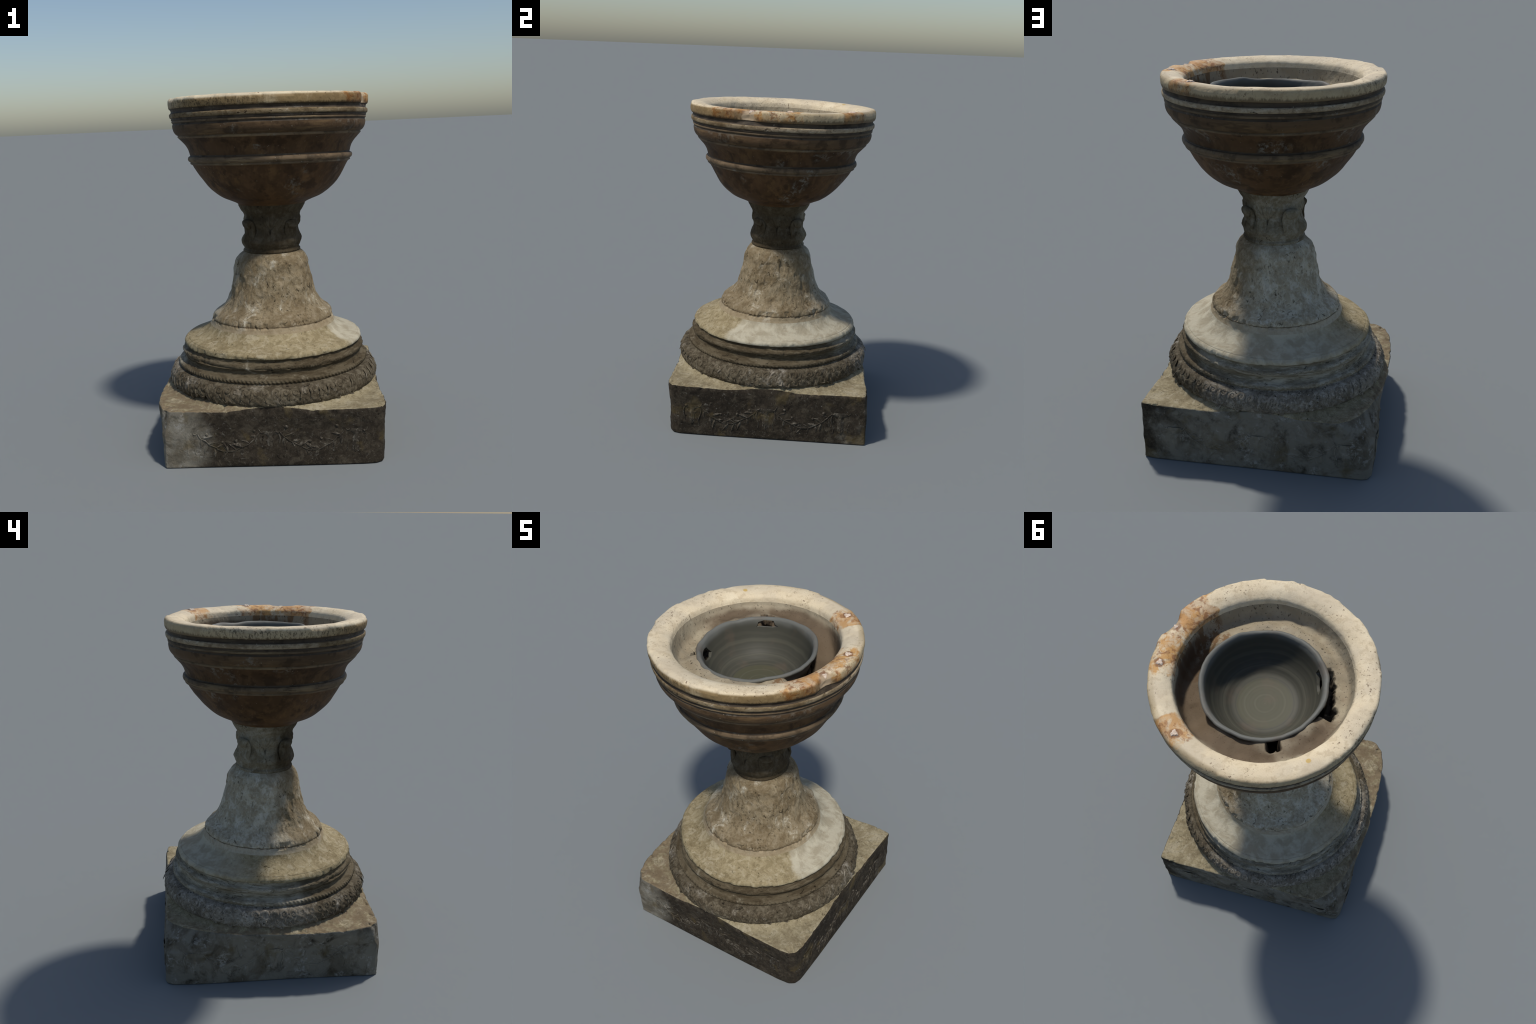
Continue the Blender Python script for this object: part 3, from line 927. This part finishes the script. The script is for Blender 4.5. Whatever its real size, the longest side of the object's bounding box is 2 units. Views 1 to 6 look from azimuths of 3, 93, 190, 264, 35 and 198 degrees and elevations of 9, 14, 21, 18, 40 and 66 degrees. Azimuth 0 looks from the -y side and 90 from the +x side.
def side_frames():
    yield "front", np.array([1, 0, 0]), np.array([0, -1, 0])
    yield "right", np.array([0, 1, 0]), np.array([1, 0, 0])
    yield "back", np.array([-1, 0, 0]), np.array([0, 1, 0])
    yield "left", np.array([0, -1, 0]), np.array([-1, 0, 0])


SIDE = G[:len(levels)].reshape(-1, 3)
SIDEN = NG[:len(levels)].reshape(-1, 3)


def on_side(ex, ez, s, z):
    """nearest point of the plinth's side at offset s along ex, height z"""
    front_facing = SIDE @ ez > .40
    d = (SIDE @ ex - s) ** 2 + (SIDE[:, 2] - z) ** 2 + (~front_facing) * 9
    return SIDE[int(np.argmin(d))]


for side, ex, ez in side_frames():
    up = np.array([0, 0, 1.0])
    for s in (-.455, 0, .455):
        placed("ox_skull", SKULL, plinth, on_side(ex, ez, s, .135) - ez * .0012, ex, up, ez, .92 + .12 * rng.random(), rng.normal(0, .03))
    for s0 in (-.455, 0):
        a, b = s0 + .055, s0 + .40
        t = np.linspace(0, 1, 28)
        pts = []
        for u in t:
            s = a + (b - a) * u
            z = .195 - .105 * math.sin(math.pi * u) ** .85
            pts.append(on_side(ex, ez, s, z) + ez * .001)
        pts = np.array(pts)
        local = np.stack([pts @ ex, pts[:, 2], pts @ ez], -1)
        base = np.array([local[:, 0].mean(), local[:, 1].mean(), local[:, 2].mean()])
        V, F = sweep(soften(local, 0) - base, np.full(len(t), .0034), .7, 7)
        me = mesh_from("garland_stem", V, F, M["relief"], sharp=60)
        placed("garland_stem", me, plinth, base[0] * ex + base[1] * up + base[2] * ez, ex, up, ez)
        for i in range(9):
            u = (i + .5) / 9
            s = a + (b - a) * u
            z = .195 - .105 * math.sin(math.pi * u) ** .85
            slope = math.atan2(-.105 * math.pi * math.cos(math.pi * u), (b - a))
            out = 1 if u < .5 else -1
            for sd in (1, -1):
                spin = slope + (0 if out > 0 else math.pi) - math.pi / 2 + sd * out * (.85 + rng.normal(0, .18))
                p = on_side(ex, ez, s, z) - ez * (.0020 - .0008 * rng.random())
                placed("laurel_leaf", LAUREL, plinth, p, ex, up, ez, .80 + .5 * rng.random(), spin)
        for i in range(4):
            s = a + (b - a) * (.14 + .24 * i) + rng.normal(0, .012)
            placed("berry", ROSETTE, plinth, on_side(ex, ez, s, .205 + rng.normal(0, .012) - .06 * (i in (1, 2))) - ez * .002, ex, up, ez, .8 + .5 * rng.random())

# ------------------------------------------------------------------ the ceramic bowl standing in the well
bowl_root = empty("ceramic_bowl")
bowl_root["label"] = "grey glazed ceramic bowl with rough lip and scan holes"
bowl_root["category"] = "bowl"
BC = (.042, .005)
prof = catmull([(.001, 1.6915), (.10, 1.692), (.165, 1.697), (.215, 1.716), (.258, 1.757), (.286, 1.810), (.306, 1.862), (.317, 1.884), (.3265, 1.898), (.3275, 1.906), (.321, 1.9125), (.311, 1.9115), (.303, 1.903), (.297, 1.886), (.284, 1.842), (.262, 1.788), (.232, 1.745), (.200, 1.720), (.182, 1.708), (.150, 1.7005), (.10, 1.6965), (.001, 1.695)], .006)
NB = 260
tb = np.arange(NB) / NB * TAU
TB, RB = np.meshgrid(tb, prof[:, 0])
ZB = np.repeat(prof[:, 1][:, None], NB, 1)
ins = (np.arange(len(prof)) > len(prof) * .5)[:, None]
RB = RB + ins * .00025 * np.sin(RB * 300) * smooth(.02, .05, RB)
PB = np.stack([RB * np.cos(TB), RB * np.sin(TB), ZB], -1)
RB = RB + smooth(.28, .32, RB) * (.0034 * fbm(np.stack([np.cos(TB) * 2.6, np.sin(TB) * 3, ZB * 9], -1), 1.6, 3, 130) + .004 * np.cos(2 * TB - 1.2))
ZB = ZB + smooth(.27, .32, RB) * .007 * fbm(np.stack([np.cos(TB) * 2, np.sin(TB) * 2, 0 * TB], -1), 1.5, 2, 140)
ZB = ZB + smooth(.2, .32, RB) * .020 * (RB * np.sin(TB))
BW = np.stack([BC[0] + RB * np.cos(TB), BC[1] + RB * np.sin(TB), ZB], -1)
# the lip sags and is dented in places
for dent, width, deep in ((25, 16, .010), (75, 9, .006), (-70, 12, .005), (150, 14, .007)):
    w = np.exp(-(angdiff(TB, dent) / width) ** 2) * smooth(.26, .32, RB)
    BW[..., 2] -= w * deep
    BW[..., :2] -= (w * deep * .8)[..., None] * np.stack([np.cos(TB), np.sin(TB)], -1)
NBW = grid_normals(BW)
if NBW[len(prof) - 6, 0, 2] < 0:
    NBW = -NBW
vessel = grid_part("vessel", BW, NBW, M["ceramic"], bowl_root)
bm = bmesh.new()
bm.from_mesh(vessel.data)
bmesh.ops.remove_doubles(bm, verts=bm.verts, dist=.0004)
bmesh.ops.holes_fill(bm, edges=bm.edges, sides=0)
bmesh.ops.recalc_face_normals(bm, faces=bm.faces)
bm.to_mesh(vessel.data)
bm.free()
# two holes left by the scan under the lip, cut into the bowl
for ang_deg, z, w, h, seed in ((114, 1.878, .085, .026, 3), (-157, 1.836, .072, .048, 5)):
    hr = np.random.default_rng(seed)
    n = 9
    V = []
    for depth in (.10, .36):
        hr2 = np.random.default_rng(seed)
        for k in range(n):
            a = k / n * TAU
            q = .55 + .75 * hr2.random() * (1 if k % 2 else .6)
            V.append((depth, w * q * math.cos(a), h * q * math.sin(a)))
    F = [tuple(range(n - 1, -1, -1)), tuple(range(n, 2 * n))] + [(k, (k + 1) % n, n + (k + 1) % n, n + k) for k in range(n)]
    cme = bpy.data.meshes.new("hole_cutter")
    cme.from_pydata(V, [], F)
    bm = bmesh.new()
    bm.from_mesh(cme)
    bmesh.ops.recalc_face_normals(bm, faces=bm.faces)
    bm.to_mesh(cme)
    bm.free()
    cut = bpy.data.objects.new("hole_cutter", cme)
    cut.location = (BC[0], BC[1], z)
    cut.rotation_euler = (0, 0, math.radians(ang_deg))
    link(cut)
    mod = vessel.modifiers.new("hole", "BOOLEAN")
    mod.operation, mod.solver, mod.object = "DIFFERENCE", "EXACT", cut
    bpy.context.view_layer.update()
    me = bpy.data.meshes.new_from_object(vessel.evaluated_get(bpy.context.evaluated_depsgraph_get()))
    vessel.modifiers.clear()
    vessel.data = me
    bpy.data.objects.remove(cut)
vessel.data.name = "vessel"
vessel.data.shade_smooth()
vessel.data.set_sharp_from_angle(angle=math.radians(55))

bpy.context.view_layer.update()
